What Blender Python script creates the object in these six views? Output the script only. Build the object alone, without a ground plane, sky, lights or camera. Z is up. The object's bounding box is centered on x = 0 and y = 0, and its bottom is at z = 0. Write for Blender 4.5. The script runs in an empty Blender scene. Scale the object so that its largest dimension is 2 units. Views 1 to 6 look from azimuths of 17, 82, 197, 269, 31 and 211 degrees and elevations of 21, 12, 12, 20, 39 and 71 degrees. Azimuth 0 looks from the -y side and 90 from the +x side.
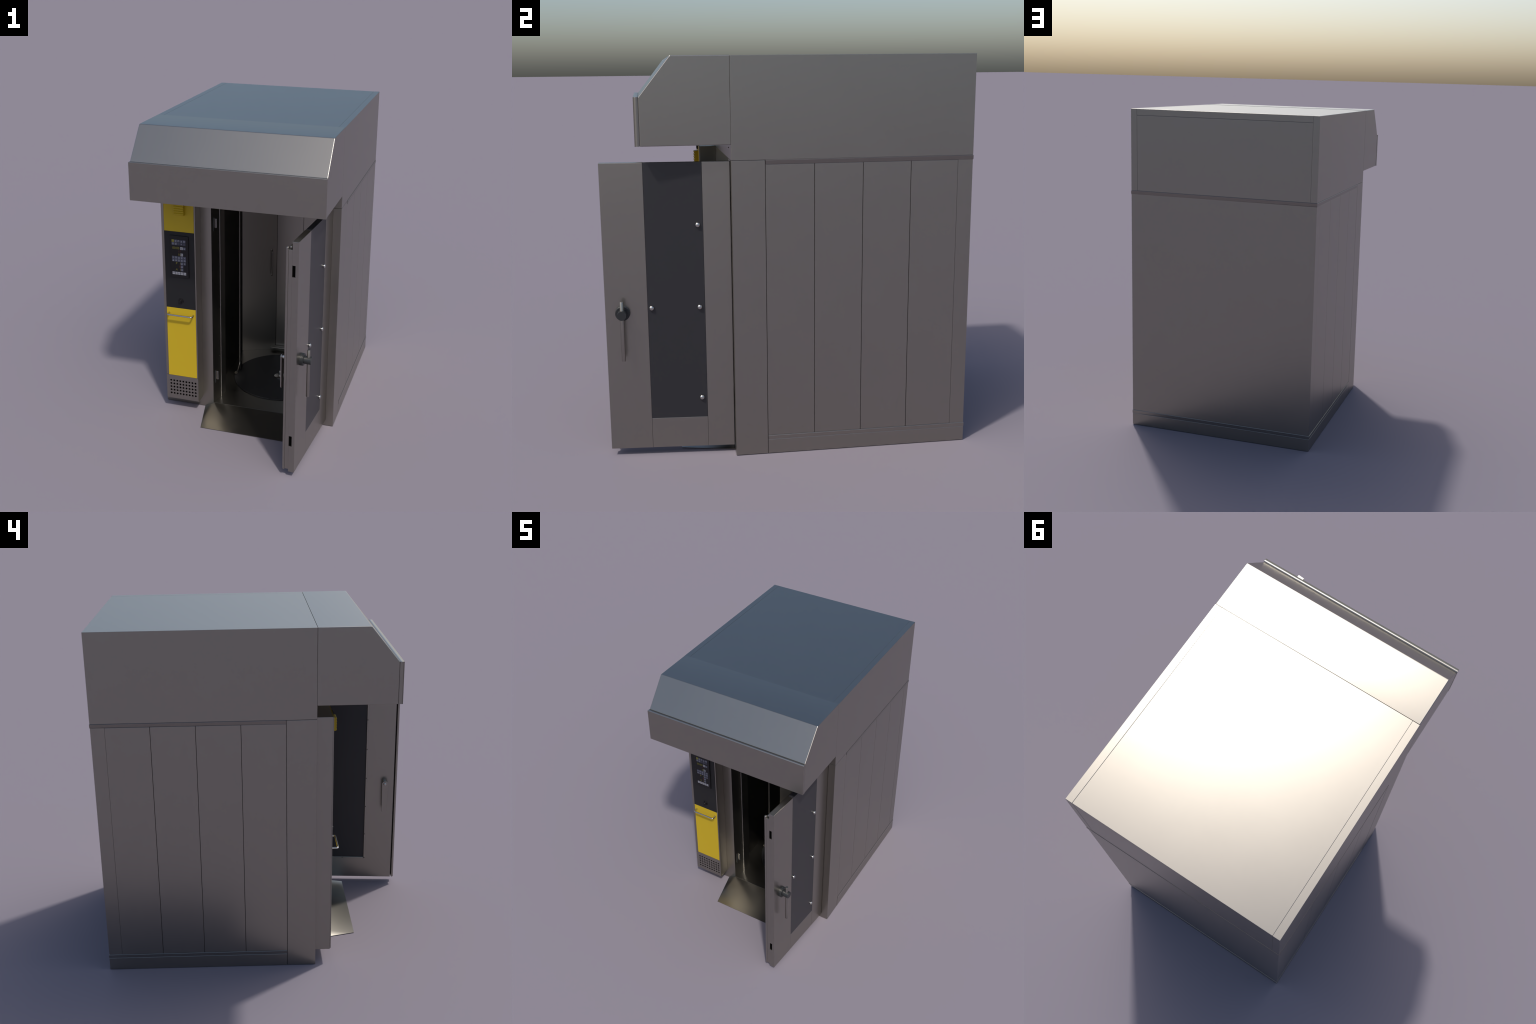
"""Rack (rotary) bakery oven: steel housing with extraction hood, control column,
open hinged door with dark glass, loading ramp and a turntable inside the chamber."""
import bpy, bmesh, math
from mathutils import Vector, Matrix

# ----------------------------------------------------------------- materials
def principled(name, color, metallic=0.0, rough=0.5, rough_var=0.0, coat=0.0, spec=0.5, tint_var=0.0):
    m = bpy.data.materials.new(name)
    m.use_nodes = True
    nt = m.node_tree
    b = nt.nodes["Principled BSDF"]
    b.inputs["Base Color"].default_value = (*color, 1)
    b.inputs["Metallic"].default_value = metallic
    b.inputs["Roughness"].default_value = rough
    b.inputs["Specular IOR Level"].default_value = spec
    b.inputs["Coat Weight"].default_value = coat
    if rough_var or tint_var:
        tc = nt.nodes.new("ShaderNodeTexCoord")
        no = nt.nodes.new("ShaderNodeTexNoise")
        no.inputs["Scale"].default_value = 3.0
        no.inputs["Detail"].default_value = 3.0
        nt.links.new(tc.outputs["Object"], no.inputs["Vector"])
        if rough_var:
            mr = nt.nodes.new("ShaderNodeMapRange")
            mr.inputs["To Min"].default_value = rough - rough_var
            mr.inputs["To Max"].default_value = rough + rough_var
            nt.links.new(no.outputs["Fac"], mr.inputs["Value"])
            nt.links.new(mr.outputs["Result"], b.inputs["Roughness"])
        if tint_var:
            mx = nt.nodes.new("ShaderNodeMix")
            mx.data_type = 'RGBA'
            mx.inputs["A"].default_value = (*[c * (1 - tint_var) for c in color], 1)
            mx.inputs["B"].default_value = (*[c * (1 + tint_var) for c in color], 1)
            nt.links.new(no.outputs["Fac"], mx.inputs["Factor"])
            nt.links.new(mx.outputs["Result"], b.inputs["Base Color"])
    return m

STEEL = principled("brushed_steel", (0.334, 0.317, 0.285), 1.0, 0.325, rough_var=0.008, tint_var=0.015)
TRIM_DARKENED = principled("darkened_trim_steel", (0.262, 0.246, 0.221), 1.0, 0.34)  # housing steel darkened by a fifth for the dim reflection on the upper band
CHAMBER = principled("chamber_steel", (0.334, 0.317, 0.285), 1.0, 0.325, rough_var=0.008)
POLISHED = principled("polished_steel", (0.50, 0.49, 0.47), 1.0, 0.24)
YELLOW = principled("yellow_enamel", (0.475, 0.332, 0.012), 0.0, 0.5, spec=0.35)
BLACK = principled("black_panel", (0.0105, 0.0105, 0.0115), 0.0, 0.5, spec=0.35)
SCREEN = principled("display_black", (0.0075, 0.007, 0.008), 0.0, 0.4, spec=0.35)
GLASS = principled("dark_door_glass", (0.020, 0.020, 0.023), 0.0, 0.38)
RUBBER = principled("black_plastic", (0.018, 0.020, 0.021), 0.0, 0.38)
VOID = principled("dark_cavity", (0.002, 0.002, 0.002), 0.0, 0.9, spec=0.0)
DARK_WALL = principled("dark_wall_steel", (0.13, 0.124, 0.112), 1.0, 0.36)
DISC = principled("dark_turntable", (0.016, 0.016, 0.017), 0.0, 0.42)
KEY_BLUE = principled("key_slate", (0.075, 0.08, 0.115), 0.0, 0.5)
KEY_DIM = principled("key_slate_dim", (0.04, 0.042, 0.065), 0.0, 0.5)
KEY_WHITE = principled("key_light_grey", (0.40, 0.40, 0.43), 0.0, 0.5)
GLYPH = principled("glyph_grey", (0.28, 0.28, 0.32), 0.0, 0.5)
LED_YELLOW = principled("led_yellow", (0.20, 0.18, 0.025), 0.0, 0.5)
LED_RED = principled("led_red", (0.13, 0.02, 0.014), 0.0, 0.5)

# ----------------------------------------------------------------- helpers
ROOT = bpy.data.objects.new("bakery_rack_oven", None)
bpy.context.collection.objects.link(ROOT)
ROOT["label"] = "tall steel rotary bakery oven with hood and open door"
ROOT["category"] = "oven"

LOCAL = {}          # local matrices as set, by object name

def make(name, bm, mat, parent=ROOT, smooth=None, matrix=None):
    me = bpy.data.meshes.new(name)
    bmesh.ops.recalc_face_normals(bm, faces=bm.faces[:])
    bm.to_mesh(me)
    bm.free()
    for m in (mat if isinstance(mat, (list, tuple)) else [mat]):
        me.materials.append(m)
    ob = bpy.data.objects.new(name, me)
    bpy.context.collection.objects.link(ob)
    ob.parent = parent
    LOCAL[ob.name] = matrix.copy() if matrix is not None else Matrix()
    if matrix is not None:
        ob.matrix_local = matrix
    if smooth is not None:
        me.shade_smooth()
        me.set_sharp_from_angle(angle=math.radians(smooth))
    return ob

def copy_of(ob, loc, parent=None):
    c = ob.copy()
    bpy.context.collection.objects.link(c)
    c.parent = parent or ob.parent
    c.matrix_local = Matrix.Translation(loc) if not isinstance(loc, Matrix) else loc
    return c

def bm_box(bm, x0, x1, y0, y1, z0, z1, bev=0.0, seg=2):
    vs = [bm.verts.new((x, y, z)) for z in (z0, z1) for y in (y0, y1) for x in (x0, x1)]
    fs = [bm.faces.new([vs[i] for i in q]) for q in
          ((0, 2, 3, 1), (4, 5, 7, 6), (0, 1, 5, 4), (2, 6, 7, 3), (0, 4, 6, 2), (1, 3, 7, 5))]
    if bev:
        es = list({e for f in fs for e in f.edges})
        bmesh.ops.bevel(bm, geom=es, offset=bev, segments=seg, profile=0.5, affect='EDGES')

def box(name, mat, x0, x1, y0, y1, z0, z1, bev=0.001, seg=2, parent=ROOT):
    """Box part whose origin sits at its centre."""
    cx, cy, cz = (x0 + x1) / 2, (y0 + y1) / 2, (z0 + z1) / 2
    bm = bmesh.new()
    bm_box(bm, x0 - cx, x1 - cx, y0 - cy, y1 - cy, z0 - cz, z1 - cz, bev, seg)
    return make(name, bm, mat, parent, None, Matrix.Translation((cx, cy, cz)))

def prism(bm, pts, lo, hi, axis='x', bev=0.0, seg=2):
    """Extrude a closed outline. axis x: pts are (y,z); axis y: (x,z); axis z: (x,y)."""
    def p(a, b, c):
        return {'x': (c, a, b), 'y': (a, c, b), 'z': (a, b, c)}[axis]
    A = [bm.verts.new(p(a, b, lo)) for a, b in pts]
    B = [bm.verts.new(p(a, b, hi)) for a, b in pts]
    fs = [bm.faces.new(A), bm.faces.new(B)]
    n = len(pts)
    for i in range(n):
        j = (i + 1) % n
        fs.append(bm.faces.new((A[i], A[j], B[j], B[i])))
    bmesh.ops.recalc_face_normals(bm, faces=fs)
    if bev:
        bmesh.ops.bevel(bm, geom=list({e for f in fs for e in f.edges}), offset=bev,
                        segments=seg, profile=0.5, affect='EDGES')

def lathe(bm, prof, axis='z', n=40, origin=(0, 0, 0)):
    """Revolve (radius, height) points around an axis; radius 0 closes to a pole."""
    def p(r, h, t):
        c, s = r * math.cos(t), r * math.sin(t)
        v = {'z': (c, s, h), 'x': (h, c, s), 'y': (c, h, s)}[axis]
        return Vector(v) + Vector(origin)
    rings = []
    for r, h in prof:
        if r < 1e-6:
            rings.append([bm.verts.new(p(0, h, 0))])
        else:
            rings.append([bm.verts.new(p(r, h, 2 * math.pi * k / n)) for k in range(n)])
    for a, b in zip(rings, rings[1:]):
        for k in range(n):
            k2 = (k + 1) % n
            if len(a) == 1 and len(b) == 1:
                continue
            if len(a) == 1:
                bm.faces.new((a[0], b[k], b[k2]))
            elif len(b) == 1:
                bm.faces.new((a[k], b[0], a[k2]))
            else:
                bm.faces.new((a[k], b[k], b[k2], a[k2]))

def tube(bm, pts, r, n=14, bend=0.0, steps=6):
    """Round tube along a polyline, corners rounded with radius ~bend."""
    P = [Vector(p) for p in pts]
    path = [P[0]]
    for i in range(1, len(P) - 1):
        if bend <= 0:
            path.append(P[i]); continue
        a = P[i] + (P[i - 1] - P[i]).normalized() * bend
        b = P[i] + (P[i + 1] - P[i]).normalized() * bend
        for k in range(steps + 1):
            t = k / steps
            path.append(a.lerp(P[i], t).lerp(P[i].lerp(b, t), t))
    path.append(P[-1])
    up = None
    rings = []
    for i, q in enumerate(path):
        if i == 0: tan = path[1] - path[0]
        elif i == len(path) - 1: tan = path[-1] - path[-2]
        else: tan = (path[i + 1] - q).normalized() + (q - path[i - 1]).normalized()
        tan.normalize()
        if up is None:
            up = tan.orthogonal().normalized()
        up = (up - tan * up.dot(tan)).normalized()
        side = tan.cross(up)
        rings.append([bm.verts.new(q + (up * math.cos(2 * math.pi * k / n) + side * math.sin(2 * math.pi * k / n)) * r)
                      for k in range(n)])
    for a, b in zip(rings, rings[1:]):
        for k in range(n):
            bm.faces.new((a[k], a[(k + 1) % n], b[(k + 1) % n], b[k]))
    bm.faces.new(rings[0][::-1]); bm.faces.new(rings[-1])

# ----------------------------------------------------------------- overall sizes
HW = 0.585            # half width of the housing
FRONT, BACK = -0.288, 0.9190
Z_LOW, Z_HIGH = 0.097, 1.486      # side panels between plinth trim and upper trim
Z_UP, ROOF, TOP = 1.508, 1.9988, 2.000          # upper housing
GAP = 0.0011
OX0, OX1, SILL = -0.247, 0.450, 0.035     # chamber opening
GROOVES = (-0.124, 0.118, 0.360, 0.602, 0.842)

# ---- lower cladding: panels with open joints in front of a dark liner
for sx in (1, -1):
    def sb(name, mat, xo, xi, y0, y1, z0, z1, **k):
        a, b = sorted((sx * xo, sx * xi))
        return box(name, mat, a, b, y0, y1, z0, z1, **k)
    sb("front_column", STEEL, HW, -OX0 if sx < 0 else OX1, FRONT, GROOVES[0] - GAP, 0, Z_UP - 0.0016)
    for i in range(4):
        g1 = GAP if i < 3 else 0.0004
        sb("side_panel", STEEL, 0.5845, 0.560, GROOVES[i] + GAP, GROOVES[i + 1] - g1,
           Z_LOW + 0.0006, Z_HIGH - 0.0006)
    sb("corner_post", STEEL, 0.5845, 0.545, GROOVES[4] + 0.0004, 0.9180, Z_LOW + 0.0003, Z_HIGH - 0.0003, bev=0)
    sb("wall_liner", VOID, 0.5605, 0.5545, FRONT + 0.02, 0.90, 0.005, Z_UP - 0.01, bev=0)
box("rear_wall", STEEL, -0.545, 0.545, 0.885, 0.9180, Z_LOW + 0.0003, Z_HIGH - 0.0003, bev=0)

def u_band(name, z0, z1, out, y_front, tilt=0.0, lean=0.0, mat=None):
    """Band that runs along both sides and the back; tilt pulls its lower edge inwards."""
    bm = bmesh.new()
    def loop(z, o):
        return [bm.verts.new(v) for v in ((HW + o, y_front, z), (HW + o, BACK + o, z), (-HW - o, BACK + o, z), (-HW - o, y_front, z),
                                          (-HW + 0.03, y_front, z), (-HW + 0.03, BACK - 0.03, z), (HW - 0.03, BACK - 0.03, z), (HW - 0.03, y_front, z))]
    rows = [loop(z0, out - tilt), loop(z0 + 0.0025, out - tilt * 0.2), loop(z1 - 0.0015, out), loop(z1, out - 0.001)]
    for a, b in zip(rows, rows[1:]):
        for i in range(8):
            j = (i + 1) % 8
            bm.faces.new((a[i], a[j], b[j], b[i]))
    for r in (rows[0], rows[-1]):
        for q in ((0, 1, 6, 7), (1, 2, 5, 6), (2, 3, 4, 5)):
            bm.faces.new([r[i] for i in q])
    ob = make(name, bm, mat or STEEL)
    if lean:      # upright strip; normals bent downwards to change the reflection it shows
        me = ob.data
        nl = []
        for p in me.polygons:
            n = p.normal.copy()
            if abs(n.z) < 0.5:
                n = (n + Vector((0, 0, -lean))).normalized()
            nl += [n] * len(p.loop_indices)
        me.shade_smooth()
        me.normals_split_custom_set(nl)
    return ob

u_band("trim_strip", Z_HIGH, Z_UP - 0.0006, 0.0015, GROOVES[0] + GAP, 0.0012, 0.15, TRIM_DARKENED)
u_band("trim_strip", 0.0755, Z_LOW, 0.0015, GROOVES[0] + GAP, 0.0012, 0.10)
u_band("plinth", 0.0, 0.075, 0.0, GROOVES[0] + GAP, 0.0)

# ---- upper housing
for sx in (1, -1):
    a, b = sorted((sx * HW, sx * 0.5460))
    box("upper_side_panel", STEEL, a, b, FRONT + 0.0008, BACK, Z_UP, ROOF, bev=0.0012)
box("roof_panel", STEEL, -0.5455, 0.5455, FRONT + 0.0008, BACK - 0.0006, 1.9612, ROOF - 0.0003, bev=0.0008)
box("upper_rear_panel", STEEL, -0.5455, 0.5455, BACK - 0.03, BACK - 0.0006, Z_UP, 1.9602, bev=0.0008)
box("housing_liner", VOID, -0.5475, 0.5475, FRONT + 0.03, BACK - 0.012, Z_UP + 0.02, 1.985, bev=0)

# ---- front frame around the chamber opening
RX_IN = 0.500
CX = 0.098                                   # chamber axis
box("front_header", STEEL, -HW + 0.002, HW - 0.002, FRONT - 0.0002, FRONT + 0.028, Z_UP + 0.0002, 1.80, bev=0.0008)
box("chamber_sill", STEEL, OX0 + 0.001, OX1 - 0.001, FRONT, FRONT + 0.20, 0.004, SILL, bev=0.0015)
for x in (0.476, -0.276):
    bm = bmesh.new()
    lathe(bm, [(0.0, -0.004), (0.004, -0.0035), (0.0065, -0.001), (0.0070, 0.002)], 'y', 16, (x, FRONT, 1.559))
    make("header_screw", bm, POLISHED, smooth=40)

# latch-side jamb: stepped reveal with a lip for the door seal
pts = [(OX0, FRONT + 0.051), (OX0 + 0.001, FRONT + 0.003), (-0.2335, -0.226), (-0.2225, -0.2005),
       (-0.2195, -0.1965), (-0.2165, -0.117), (-0.31, -0.117), (-0.31, FRONT + 0.051)]
bm = bmesh.new()
prism(bm, pts, SILL + 0.0005, Z_UP - 0.002, 'z')
jamb = make("door_jamb", bm, STEEL, smooth=25)
for z in (1.315, 0.222):
    bm = bmesh.new()
    bm_box(bm, -0.248, -0.2385, -0.266, -0.254, z - 0.045, z + 0.045, 0.001)
    make("strike_plate", bm, RUBBER, jamb)
    bm = bmesh.new()
    bm_box(bm, -0.240, -0.2275, -0.2425, -0.2345, z - 0.031, z + 0.031, 0.002)
    make("latch_keeper", bm, POLISHED, jamb)
bm = bmesh.new()
lathe(bm, [(0.0, 0.0022), (0.002, 0.0018), (0.0033, 0.0)], 'x', 12)
turn = Matrix.Rotation(0.6, 4, 'Z')
screw = make("jamb_screw", bm, POLISHED, jamb, 40, Matrix.Translation((-0.2285, -0.2145, 0.135)) @ turn)
for k in range(1, 12):
    copy_of(screw, Matrix.Translation((-0.2285, -0.2145, 0.135 + 0.1130 * k)) @ turn)
box("opening_head", STEEL, OX0 + 0.002, OX1 - 0.002, FRONT + 0.029, -0.117, Z_UP - 0.001, Z_UP + 0.03, bev=0)
box("head_lip", STEEL, OX0 + 0.003, OX1 - 0.003, -0.205, -0.117, 1.432, Z_UP + 0.002, bev=0.002)

bm = bmesh.new()
tube(bm, [(-0.2205, -0.1985, SILL + 0.001), (-0.2205, -0.1985, Z_UP - 0.004)], 0.0026, 10)
make("lip_glint_tube", bm, POLISHED, jamb, 50)  # bright tube modelled for the light caught along the lip edge

# ---- baking chamber
def wall(name, p, q, z0, z1, thick=0.012, mat=CHAMBER, off=0.0):
    """Upright plate from plan point p to q; its visible face looks to the left of p->q."""
    P, Q = Vector((*p, 0)), Vector((*q, 0))
    d = (Q - P).normalized(); n = Vector((-d.y, d.x, 0))
    P += n * off; Q += n * off
    bm = bmesh.new()
    prism(bm, [(P.x, P.y), (Q.x, Q.y), (Q.x - n.x * thick, Q.y - n.y * thick), (P.x - n.x * thick, P.y - n.y * thick)], z0, z1, 'z')
    return make(name, bm, mat)

CH_Z = Z_UP - 0.002
LX, RX, RX_BACK, YS, YB = -0.293, 0.489, 0.419, 0.505, 0.612
SEAMS = (-0.059, 0.138, 0.303)
wall("chamber_wall", (LX, YS), (LX, -0.117), SILL, CH_Z, mat=DARK_WALL)
wall("chamber_wall", (SEAMS[0] - 0.0015, YB - 0.001), (LX, YS), SILL, CH_Z)
wall("chamber_wall", (SEAMS[1] - 0.0015, YB), (SEAMS[0] + 0.0015, YB), SILL, CH_Z)
wall("chamber_wall", (SEAMS[2] - 0.0015, YB), (SEAMS[1] + 0.0015, YB), SILL, CH_Z)
wall("chamber_wall", (RX, YB), (SEAMS[2] + 0.0015, YB), SILL, CH_Z)
wall("chamber_wall", (0.463, -0.195), (RX_BACK, YB), SILL, CH_Z)
box("chamber_backing", VOID, LX, RX, YB + 0.0125, YB + 0.02, SILL, CH_Z, bev=0)
box("chamber_floor", CHAMBER, LX - 0.01, RX + 0.01, FRONT + 0.2003, YB + 0.012, 0.006, SILL - 0.0005, bev=0)
box("chamber_ceiling", CHAMBER, LX - 0.01, RX + 0.01, -0.117, YB + 0.012, CH_Z, CH_Z + 0.02, bev=0)
# grab handle on the left rear cover
bm = bmesh.new()
HX, HY = -0.085, 0.572
tube(bm, [(HX - 0.012, HY + 0.026, 0.655), (HX, HY, 0.655), (HX, HY, 0.850), (HX - 0.012, HY + 0.026, 0.850)], 0.0048, 12, 0.012)
make("cover_handle", bm, CHAMBER, smooth=50)
for hx in (SEAMS[1] - 0.030, SEAMS[2] - 0.028):
    bm = bmesh.new()
    tube(bm, [(hx, YB, 0.655), (hx, YB - 0.028, 0.655), (hx, YB - 0.028, 0.850), (hx, YB, 0.850)], 0.0048, 12, 0.012)
    make("cover_handle", bm, CHAMBER, smooth=50)
box("floor_stop_bar", CHAMBER, -0.090, 0.300, YB - 0.040, YB - 0.001, 0.055, 0.068, bev=0.004, seg=3)

# turntable, hub and rack guide posts
TX, TY, TR = 0.096, 0.196, 0.334
bm = bmesh.new()
lathe(bm, [(0.0, 0.0352), (TR - 0.003, 0.0352), (TR, 0.0362), (TR, 0.0395), (TR - 0.0025, 0.041), (0.0, 0.041)], 'z', 128, (TX, TY, 0))
table = make("turntable", bm, DISC, smooth=30)
bm = bmesh.new()
lathe(bm, [(0.0, 0.049), (0.042, 0.049), (0.042, 0.054), (0.038, 0.056), (0.022, 0.058), (0.0105, 0.060), (0.0105, 0.088), (0.008, 0.094), (0.0, 0.095)],
      'z', 40, (TX - 0.004, TY - 0.004, -0.009))
make("turntable_hub", bm, POLISHED, table, 30)
for sx in (1, -1):
    def X(v): return v if sx == 1 else 2 * CX - v
    bm = bmesh.new()
    tube(bm, [(X(-0.217), 0.120, 0.058), (X(-0.214), 0.150, 0.066), (X(-0.2135), 0.192, 0.10), (X(-0.2135), 0.192, 1.46)], 0.007, 14, 0.018)
    lathe(bm, [(0.0, -0.006), (0.011, -0.006), (0.011, 0.006), (0.0, 0.006)], 'y', 20, (X(-0.217), 0.120, 0.060))
    make("rack_guide_post", bm, STEEL, table, 50)
    bm = bmesh.new()
    prism(bm, [(0.185, 0.0505), (0.225, 0.0505), (0.205, 0.11), (0.190, 0.11)], min(X(-0.212), X(-0.204)), max(X(-0.212), X(-0.204)), 'x', 0.001)
    make("post_gusset", bm, DISC, table)

# ---- loading ramp
bm = bmesh.new()
rt, rl = -0.2895, -0.560
V = [bm.verts.new(v) for v in ((OX0 + 0.004, rt, SILL), (0.443, rt, SILL), (0.443, rl, 0.0012), (-0.243, rl, 0.0012),
                               (-0.307, rt, 0.0012), (0.507, rt, 0.0012), (-0.307, rt, 0), (-0.243, rl, 0), (0.443, rl, 0), (0.507, rt, 0))]
for q in ((0, 1, 2, 3), (0, 3, 4), (1, 5, 2), (4, 3, 7, 6), (3, 2, 8, 7), (2, 5, 9, 8), (6, 7, 8, 9), (0, 4, 6, 9, 5, 1)):
    bm.faces.new([V[i] for i in q])
make("loading_ramp", bm, STEEL, smooth=60)

# ---- extraction hood
prof = [(FRONT - 0.0008, TOP), (-0.566, TOP), (-0.717, 1.811), (-0.717, 1.583), (FRONT - 0.0008, 1.583)]
inner = [(FRONT - 0.0008, 1.985), (-0.558, 1.985), (-0.702, 1.806), (-0.702, 1.583), (FRONT - 0.0008, 1.583)]
bm = bmesh.new()
prism(bm, prof, -HW, HW, 'x')
bm.verts.ensure_lookup_table()
bottom = [f for f in bm.faces if all(abs(v.co.z - 1.583) < 1e-5 for v in f.verts)]
edges = [e for e in bm.edges if not any(abs(v.co.y - (FRONT - 0.0008)) < 1e-5 for v in e.verts) or
         abs(e.verts[0].co.y - e.verts[1].co.y) > 0.01]
bmesh.ops.bevel(bm, geom=edges, offset=0.0035, segments=2, profile=0.5, affect='EDGES')
# hollow it out from below: push a smaller copy of the underside up into the hood
under = max((f for f in bm.faces if f.calc_center_median().z < 1.5835 and abs(f.normal.z) > 0.9), key=lambda f: f.calc_area())
bmesh.ops.inset_region(bm, faces=[under], thickness=0.012, depth=0)
r = bmesh.ops.extrude_face_region(bm, geom=[under])
for v in [g for g in r['geom'] if isinstance(g, bmesh.types.BMVert)]:
    v.co.z += 0.21
bmesh.ops.delete(bm, geom=[under], context='FACES')
hood = make("extraction_hood", bm, STEEL)
# top sheet is flat; bent normals draw a reflection gradient towards the roof joint
me = hood.data
nl = []
for p in me.polygons:
    flat = p.normal.z > 0.99 and p.area > 0.1
    for li in p.loop_indices:
        if flat:
            y = me.vertices[me.loops[li].vertex_index].co.y
            k = max(0.0, min(1.0, (y + 0.566) / 0.277))
            nl.append(Vector((0, 0.055 * k, 1)).normalized())
        else:
            nl.append(p.normal.copy())
me.shade_smooth()
me.normals_split_custom_set(nl)

# fascia board: square edges, normals fanned so half-round highlights are drawn on them
fascia = box("hood_fascia", STEEL, -HW - 0.0010, HW + 0.0010, -0.7405, -0.7172, 1.5835, 1.8122, bev=0.0006, seg=1)
me = fascia.data
nl = []
for p in me.polygons:
    edge_face = abs(p.normal.y) < 0.3
    for li in p.loop_indices:
        n = p.normal.copy()
        if edge_face:
            n.y = -1.3 if me.vertices[me.loops[li].vertex_index].co.y < 0 else 0.75
            n.normalize()
        nl.append(n)
me.shade_smooth()
me.normals_split_custom_set(nl)

# ---- control column on the left of the opening
PX0, PX1, PY = -0.547, -0.320, -0.377
PZ0, PZ1 = 0.076, 1.508
cab = box("control_cabinet", STEEL, PX0, PX1, PY, FRONT - 0.0006, PZ0, PZ1, bev=0.0008)
ci = LOCAL[cab.name].inverted()
def on_cab(ob):
    ob.parent = cab
    LOCAL[ob.name] = ci @ LOCAL[ob.name]
    ob.matrix_local = LOCAL[ob.name]
    return ob
hollow = box("cutter", VOID, PX0 + 0.004, PX1 - 0.004, PY - 0.02, FRONT - 0.008, 0.092, 0.238, bev=0)
def carve(ob, cutters):
    """Boolean the cutters out of ob and drop them."""
    for c in cutters:
        m = ob.modifiers.new("pocket", 'BOOLEAN')
        m.operation = 'DIFFERENCE'; m.solver = 'EXACT'; m.object = c
    bpy.context.view_layer.update()
    me = bpy.data.meshes.new_from_object(ob.evaluated_get(bpy.context.evaluated_depsgraph_get()))
    ob.modifiers.clear(); ob.data = me
    for c in cutters:
        bpy.data.objects.remove(c)
carve(cab, [hollow])
AX0, AX1 = -0.529, -0.3285
on_cab(box("signal_panel", YELLOW, AX0, AX1, PY - 0.006, PY + 0.001, 1.2838, PZ1 - 0.002, bev=0.001))
on_cab(box("instrument_panel", BLACK, AX0, AX1, PY - 0.006, PY + 0.001, 0.7560, 1.2828, bev=0.001))
sdoor = on_cab(box("service_flap", YELLOW, AX0, AX1, PY - 0.006, PY + 0.001, 0.2560, 0.7550, bev=0.001))

# ventilation grille: perforated plate, 9 x 5 round holes over a dark cavity
def perforated(x0, x1, z0, z1, y0, y1, cols, rows, hx0, hx1, hz0, hz1, rad, n=16):
    bm = bmesh.new()
    px, pz = (hx1 - hx0) / (cols - 1), (hz1 - hz0) / (rows - 1)
    xs = [hx0 + px * (i - 0.5) for i in range(cols + 1)]
    zs = [hz0 + pz * (j - 0.5) for j in range(rows + 1)]
    gx = [x0] + xs + [x1]; gz = [z0] + zs + [z1]
    for i in range(len(gx) - 1):
        for j in range(len(gz) - 1):
            a, b, c, d = gx[i], gx[i + 1], gz[j], gz[j + 1]
            if 0 < i < len(gx) - 2 and 0 < j < len(gz) - 2:
                cx, cz = (a + b) / 2, (c + d) / 2
                rim, hole, deep = [], [], []
                for k in range(n):
                    t = 2 * math.pi * (k + 0.5) / n
                    s, q = math.cos(t), math.sin(t)
                    m = max(abs(s), abs(q))
                    rim.append(bm.verts.new((cx + s / m * (b - a) / 2, y0, cz + q / m * (d - c) / 2)))
                    hole.append(bm.verts.new((cx + s * rad, y0, cz + q * rad)))
                    deep.append(bm.verts.new((cx + s * rad, y1, cz + q * rad)))
                cs = {}
                for k in range(n):
                    k2 = (k + 1) % n
                    f = [rim[k], rim[k2], hole[k2], hole[k]]
                    bm.faces.new(f)
                    bm.faces.new((hole[k], hole[k2], deep[k2], deep[k]))
                # corner fillers where the square corner lies between two rim points
                for (sx_, sz_) in ((1, 1), (-1, 1), (-1, -1), (1, -1)):
                    t = math.atan2(sz_, sx_) % (2 * math.pi)
                    k = int(t / (2 * math.pi) * n - 0.5) % n
                    corner = bm.verts.new((cx + sx_ * (b - a) / 2, y0, cz + sz_ * (d - c) / 2))
                    bm.faces.new((rim[k], corner, rim[(k + 1) % n]))
            else:
                bm.faces.new([bm.verts.new(v) for v in ((a, y0, c), (b, y0, c), (b, y0, d), (a, y0, d))])
    for q in (((x0, y0, z0), (x1, y0, z0), (x1, y1, z0), (x0, y1, z0)), ((x0, y0, z1), (x1, y0, z1), (x1, y1, z1), (x0, y1, z1)),
              ((x0, y0, z0), (x0, y0, z1), (x0, y1, z1), (x0, y1, z0)), ((x1, y0, z0), (x1, y0, z1), (x1, y1, z1), (x1, y1, z0))):
        bm.faces.new([bm.verts.new(v) for v in q])
    bmesh.ops.remove_doubles(bm, verts=bm.verts[:], dist=1e-5)
    return bm
on_cab(make("ventilation_grille", perforated(PX0 + 0.0008, PX1 - 0.0008, PZ0 + 0.006, 0.2552, PY - 0.0055, PY - 0.0012, 9, 5,
                                             -0.515, -0.3405, 0.118, 0.215, 0.0068), STEEL))
on_cab(box("grille_cavity", VOID, PX0 + 0.006, PX1 - 0.006, FRONT - 0.012, FRONT - 0.009, 0.094, 0.236, bev=0))
# narrow edge strips framing the coloured plates
on_cab(box("edge_strip", STEEL, PX0, AX0 - 0.0006, PY - 0.0055, PY - 0.0002, 0.2560, PZ1 - 0.001, bev=0.0015))
on_cab(box("edge_strip", STEEL, AX1 + 0.0006, PX1, PY - 0.0055, PY - 0.0002, 0.2560, PZ1 - 0.001, bev=0.0015))

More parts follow.
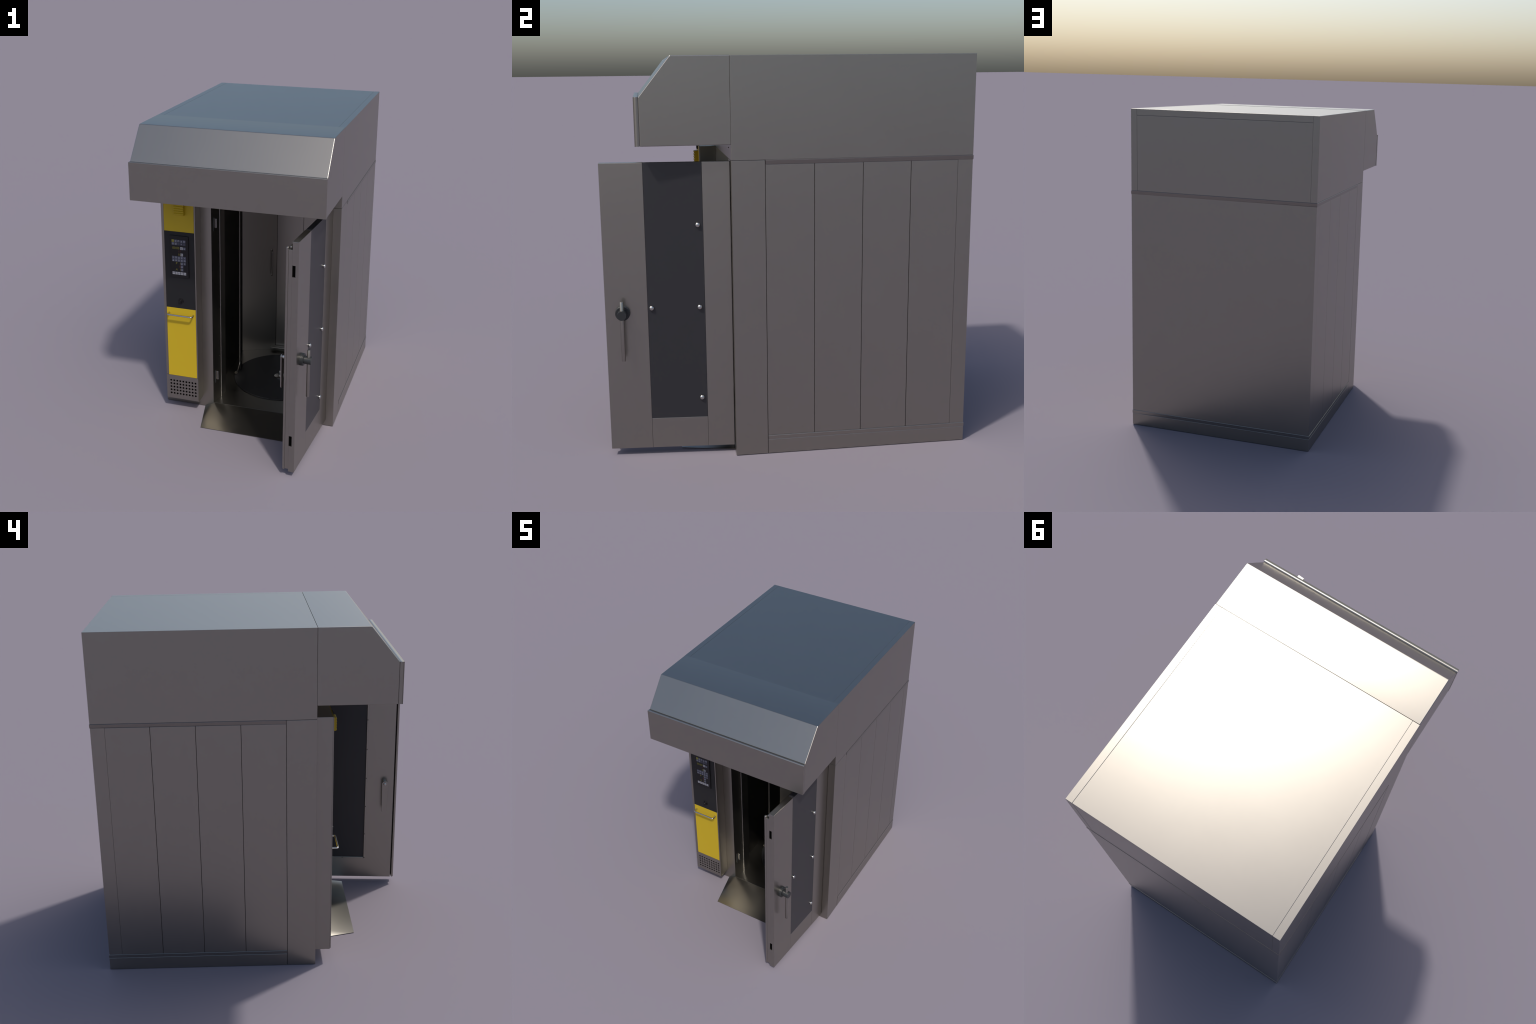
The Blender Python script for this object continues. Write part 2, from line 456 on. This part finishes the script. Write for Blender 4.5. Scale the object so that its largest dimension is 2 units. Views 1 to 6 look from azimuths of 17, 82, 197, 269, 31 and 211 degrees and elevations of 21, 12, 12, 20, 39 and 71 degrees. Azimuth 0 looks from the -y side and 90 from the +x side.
# ribbed vent on the yellow signal panel
rib = [(PY - 0.005, 1.398)]
nr = 5
for i in range(nr):
    z0 = 1.400 + i * 0.0152
    for k in range(7):
        t = k / 6
        rib.append((PY - 0.026 - 0.0055 * math.sin(math.pi * t) ** 0.8, z0 + 0.0152 * t * 0.97))
rib.append((PY - 0.005, 1.477))
bm = bmesh.new()
prism(bm, rib, -0.450, -0.386, 'x')
on_cab(make("ribbed_vent", bm, YELLOW, smooth=35))
on_cab(box("dark_block", BLACK, -0.445, -0.395, PY - 0.014, PY - 0.0055, 1.486, 1.504, bev=0.001))

# display with key pad
SX0, SX1, SZ0, SZ1 = -0.492, -0.366, 0.975, 1.258
scr = box("display", SCREEN, SX0, SX1, PY - 0.013, PY - 0.0055, SZ0, SZ1, bev=0.0025, seg=3)
on_cab(scr)
si = (LOCAL[cab.name] @ LOCAL[scr.name]).inverted()
YF = PY - 0.0130
COL0, PITCH, KW = -0.4690, 0.0192, 0.0172
def key(c, z, mat, w=KW, h=0.0176):
    x = COL0 + PITCH * c
    k = box("display_key", mat, x - w / 2, x + w / 2, YF - 0.0010, YF + 0.0004, z - h / 2, z + h / 2, bev=0.0004, seg=1)
    k.parent = scr; k.matrix_local = si @ LOCAL[k.name]
    return x
def glyph(kind, x, z, mat):
    """Small pictogram made of raised bars, arcs and a wedge."""
    bm = bmesh.new()
    y0, y1 = YF - 0.0016, YF - 0.0008
    B = lambda a, b, c, d: bm_box(bm, x + a, x + b, y0, y1, z + c, z + d)
    if kind == 0: B(-.0045, .0045, .003, .005); B(-.0045, .0045, -.002, 0.0); B(-.002, .002, -.005, -.003)
    elif kind == 1: B(-.005, -.0025, -.0055, .004); B(.0025, .005, -.0055, .004); B(-.005, .005, .0035, .006)
    elif kind == 2: prism(bm, [(x - .0055, z - .0055), (x + .0055, z - .0055), (x, z + .005)], y0, y1, 'y')
    elif kind == 3: B(-.0045, .0045, .003, .0048); B(-.0045, .0045, -.0048, -.003); B(-.0045, -.0028, -.003, .003); B(.0028, .0045, -.003, .003)
    elif kind == 4: B(-.0045, .0045, -.0045, -.0015); B(-.003, -.001, 0.0, .004); B(.001, .003, 0.0, .004)
    elif kind == 5: B(-.005, -.0025, .003, .005); B(-.001, .001, -.003, .003); B(.0025, .005, .003, .005)
    else: B(-.004, .004, -.0008, .0008); B(-.0008, .0008, -.004, .004)
    g = make("key_pictogram", bm, mat)
    g.parent = scr; g.matrix_local = si.copy()
def text(s, x, z, size, mat):
    cu = bpy.data.curves.new("readout_text", 'FONT')
    cu.body = s; cu.size = size; cu.align_x = 'CENTER'; cu.align_y = 'CENTER'; cu.extrude = 0.0004; cu.shear = 0.1
    t = bpy.data.objects.new("readout_text", cu)
    bpy.context.collection.objects.link(t)
    dg = bpy.context.evaluated_depsgraph_get()
    me = bpy.data.meshes.new_from_object(t.evaluated_get(dg))
    bpy.data.objects.remove(t)
    me.materials.clear(); me.materials.append(mat)
    ob = bpy.data.objects.new("readout_text", me)
    bpy.context.collection.objects.link(ob)
    ob.parent = scr
    ob.matrix_local = si @ (Matrix.Translation((x, YF - 0.0006, z)) @ Matrix.Rotation(math.pi / 2, 4, 'X'))
rows = [(1.224, [(0, LED_YELLOW, None), (1, KEY_BLUE, 0), (2, KEY_DIM, 1), (3, KEY_DIM, 2), (4, KEY_BLUE, 3)]),
        (1.205, [(0, KEY_BLUE, 3), (1, KEY_BLUE, 3), (2, KEY_DIM, None), (3, KEY_DIM, 6), (4, KEY_DIM, None)]),
        (1.176, [(3, KEY_WHITE, 3), (4, KEY_BLUE, 4)]),
        (1.133, [(3, KEY_WHITE, 3)]),
        (1.112, [(0, KEY_BLUE, 6), (1, KEY_BLUE, 0), (2, KEY_BLUE, 4), (3, KEY_BLUE, 0), (4, KEY_BLUE, 5)]),
        (1.093, [(0, KEY_BLUE, 2), (1, KEY_BLUE, 4), (2, KEY_BLUE, 0), (3, KEY_BLUE, 3), (4, KEY_BLUE, 3)]),
        (1.072, [(3, KEY_BLUE, 4), (4, KEY_DIM, 0)]),
        (1.051, [(3, KEY_BLUE, 4)]),
        (1.030, [(3, KEY_BLUE, 4)])]
for z, ks in rows:
    for c, m, g in ks:
        x = key(c, z, m)
        if g is not None:
            glyph(g, x, z, BLACK if m is KEY_WHITE else GLYPH)
for c in range(5):
    for hx in (-0.0042, 0.0042):
        for z in (1.0095, 0.9995):
            x = COL0 + PITCH * c + hx
            k = box("display_key", KEY_WHITE, x - 0.0038, x + 0.0038, YF - 0.0010, YF + 0.0004, z - 0.0042, z + 0.0042, bev=0.0004, seg=1)
            k.parent = scr; k.matrix_local = si @ LOCAL[k.name]
text("00:05", COL0 + PITCH * 0.98, 1.176, 0.022, LED_YELLOW)
text("11", COL0 + PITCH * 2.2, 1.155, 0.019, LED_RED)
text("10", COL0 + PITCH * 2.2, 1.133, 0.021, LED_YELLOW)
text("P", COL0 + PITCH * 1.1, 1.072, 0.020, LED_YELLOW)
text("1", COL0 + PITCH * 2.4, 1.072, 0.020, LED_YELLOW)
text("0", COL0 + PITCH * 2.3, 1.051, 0.020, LED_RED)
text("A", COL0 + PITCH * 1.1, 1.030, 0.020, LED_YELLOW)
text("1", COL0 + PITCH * 2.4, 1.030, 0.020, LED_YELLOW)

bm = bmesh.new()
lathe(bm, [(0.0, -0.015), (0.009, -0.015), (0.0105, -0.013), (0.011, -0.006), (0.014, -0.007), (0.0175, -0.006), (0.0185, -0.003), (0.0185, 0.0)], 'y', 32, (-0.429, PY - 0.0055, 0.808))
bm_box(bm, -0.4315, -0.4265, PY - 0.0235, PY - 0.020, 0.799, 0.817, 0.001)
on_cab(make("rotary_switch", bm, SCREEN, smooth=35))

bm = bmesh.new()
tube(bm, [(-0.510, PY - 0.004, 0.718), (-0.510, PY - 0.043, 0.718), (-0.343, PY - 0.043, 0.718), (-0.343, PY - 0.004, 0.718)], 0.0052, 14, 0.009)
on_cab(make("pull_handle", bm, POLISHED, smooth=50))

# ---- door, hung on the right and standing open
# door frame: local s along the door (0 = free edge), w = outwards from its outer face, z up
A = Vector((0.4828, -0.9190, 0)); Bp = Vector((0.5340, -0.290, 0))
dv = (Bp - A).normalized(); nv = Vector((dv.y, -dv.x, 0))
DM = Matrix(((dv.x, nv.x, 0, A.x), (dv.y, nv.y, 0, A.y), (0, 0, 1, 0), (0, 0, 0, 1)))
L = 0.6295
D0, D1 = 0.037, 1.500
door = bpy.data.objects.new("oven_door", None)
bpy.context.collection.objects.link(door)
door.parent = ROOT
door.matrix_local = DM

def dbox(name, mat, s0, s1, w0, w1, z0, z1, bev=0.0012, seg=2):
    return box(name, mat, s0, s1, w0, w1, z0, z1, bev, seg, parent=door)
def dmake(name, bm, mat, smooth=None):
    return make(name, bm, mat, door, smooth)

G0, G1, GZ = 0.2105, 0.4945, 0.1965
# free-edge stile with two latch pockets cut in its edge
stile = dbox("door_stile", STEEL, 0.0, G0 - 0.0006, -0.037, 0.0, D0, D1)
carve(stile, [dbox("cutter", VOID, -0.02, 0.03, -0.036, -0.0175, z - 0.034, z + 0.034, bev=0) for z in (1.328, 0.249)])
for z in (1.328, 0.249):
    dbox("latch_pocket", VOID, 0.006, 0.028, -0.0358, -0.0177, z - 0.0338, z + 0.0338, bev=0)
dbox("door_stile", STEEL, G1 + 0.0006, L, -0.037, 0.0, D0, D1)
dbox("door_bottom_rail", STEEL, G0, G1, -0.037, -0.0003, D0, GZ - 0.0005)
dbox("door_outer_glass", GLASS, G0, G1, -0.0360, -0.0006, GZ, D1 - 0.001, bev=0.0008)
# core with the seal groove, then the inner leaf
dbox("door_core", RUBBER, 0.016, L - 0.03, -0.050, -0.0372, 0.052, 1.450, bev=0.001)
# seal profile standing up along the free edge
dbox("door_seal", STEEL, 0.0005, 0.0165, -0.0755, -0.0600, 0.044, 1.467, bev=0.006, seg=4)
dbox("door_seal", STEEL, 0.0170, L - 0.03, -0.0610, -0.0450, 1.4515, 1.467, bev=0.006, seg=4)
dbox("door_seal", STEEL, 0.003, 0.0155, -0.0603, -0.0372, 0.052, 1.4505, bev=0.001)
I0, I1 = 0.211, 0.492
IZ0, IZ1 = 0.197, 1.40
dbox("door_inner_leaf", STEEL, 0.0215, L - 0.03, -0.0733, -0.0502, 0.044, 1.450, bev=0.002)
dbox("door_inner_glass", GLASS, I0, I1, -0.0737, -0.060, IZ0, IZ1, bev=0)
# beading round the inner glass with its little screws
bm = bmesh.new()
for q in ((I0 - 0.0135, I0, IZ0 - 0.011, IZ1 + 0.0135), (I1, I1 + 0.0135, IZ0 - 0.011, IZ1 + 0.0135)):
    bm_box(bm, q[0], q[1], -0.0800, -0.066, q[2], q[3], 0.0025)
for q in ((I0 + 0.0002, I1 - 0.0002, IZ0 - 0.011, IZ0), (I0 + 0.0002, I1 - 0.0002, IZ1, IZ1 + 0.0135)):
    bm_box(bm, q[0], q[1], -0.0798, -0.066, q[2], q[3], 0.0025)
bead = dmake("glass_beading", bm, STEEL)
bm = bmesh.new()
lathe(bm, [(0.0, -0.0018), (0.0022, -0.0012), (0.0034, 0.0)], 'y', 12)
first = make("beading_screw", bm, RUBBER, bead, 40, Matrix.Translation((I0 - 0.0065, -0.0800, 0.1925)))
for k in range(6):
    z = 0.371 + 0.2040 * k
    if z < IZ1:
        copy_of(first, (I0 - 0.0065, -0.0800, z))
        copy_of(first, (I1 + 0.0065, -0.0800, z))
copy_of(first, (I1 + 0.0065, -0.0800, 0.1925))
for s in (0.355,):
    copy_of(first, (s, -0.0798, 0.1920))
    copy_of(first, (s, -0.0798, IZ1 + 0.0065))

# acorn bolts through the glass
for s, z in ((0.230, 0.778), (0.4685, 1.193), (0.4685, 0.778), (0.4685, 0.303)):
    bm = bmesh.new()
    lathe(bm, [(0.0100, -0.001), (0.0100, 0.0022), (0.0122, 0.0026), (0.0128, 0.0050), (0.0122, 0.0076), (0.0102, 0.0104), (0.0072, 0.0125), (0.0038, 0.0137), (0.0, 0.0141)],
          'y', 28, (s, 0, z))
    dmake("glass_bolt", bm, POLISHED, 40)

# outer lever handle: round rose, hub and a vertical bar
bm = bmesh.new()
lathe(bm, [(0.0, -0.001), (0.037, -0.001), (0.037, 0.012), (0.0355, 0.0135), (0.0365, 0.0145), (0.0365, 0.018), (0.034, 0.0195), (0.0, 0.0195)], 'y', 48, (0.0865, 0, 0.757))
rose = dmake("handle_rose", bm, RUBBER, 30)
bm = bmesh.new()
lathe(bm, [(0.0, 0.0), (0.0235, 0.0), (0.0235, 0.022), (0.0228, 0.0228), (0.0235, 0.0236), (0.0235, 0.063), (0.0225, 0.0645), (0.0, 0.0645)], 'y', 40, (0.0865, 0, 0.757))
dmake("handle_hub", bm, RUBBER, 30)
bm = bmesh.new()
lathe(bm, [(0.0, 0.5200), (0.0085, 0.5200), (0.0097, 0.5215), (0.0097, 0.8215), (0.0085, 0.8235), (0.0, 0.8240)], 'z', 24, (0.0865, 0.0445, 0))
dmake("handle_bar", bm, STEEL, 40)

# inner release lever: flat rounded strap on a pin
bm = bmesh.new()
w2, zt, zb = 0.0195, 0.7535, 0.566
pts = [(0.083 + w2 * math.cos(t), zt + w2 * math.sin(t)) for t in [math.pi * k / 14 for k in range(15)]]
w3 = 0.017
pts += [(0.083 + w3 * math.cos(t), zb + w3 * math.sin(t)) for t in [math.pi + math.pi * k / 14 for k in range(15)]]
prism(bm, pts, -0.1190, -0.1115, 'y', 0.001)
lev = dmake("release_lever", bm, STEEL)
bm = bmesh.new()
lathe(bm, [(0.0, -0.1245), (0.006, -0.1245), (0.009, -0.1225), (0.009, -0.115), (0.009, -0.113), (0.012, -0.111), (0.012, -0.066), (0.0, -0.066)], 'y', 28, (0.083, 0, zt))
make("lever_pin", bm, POLISHED, lev, 40)

# hinge barrels between door and frame
for z in (0.28, 1.30):
    bm = bmesh.new()
    lathe(bm, [(0.0, z - 0.05), (0.008, z - 0.05), (0.0095, z - 0.048), (0.0095, z + 0.048), (0.008, z + 0.05), (0.0, z + 0.05)], 'z', 24, (L - 0.006, -0.047, 0))
    dmake("door_hinge", bm, STEEL, 40)
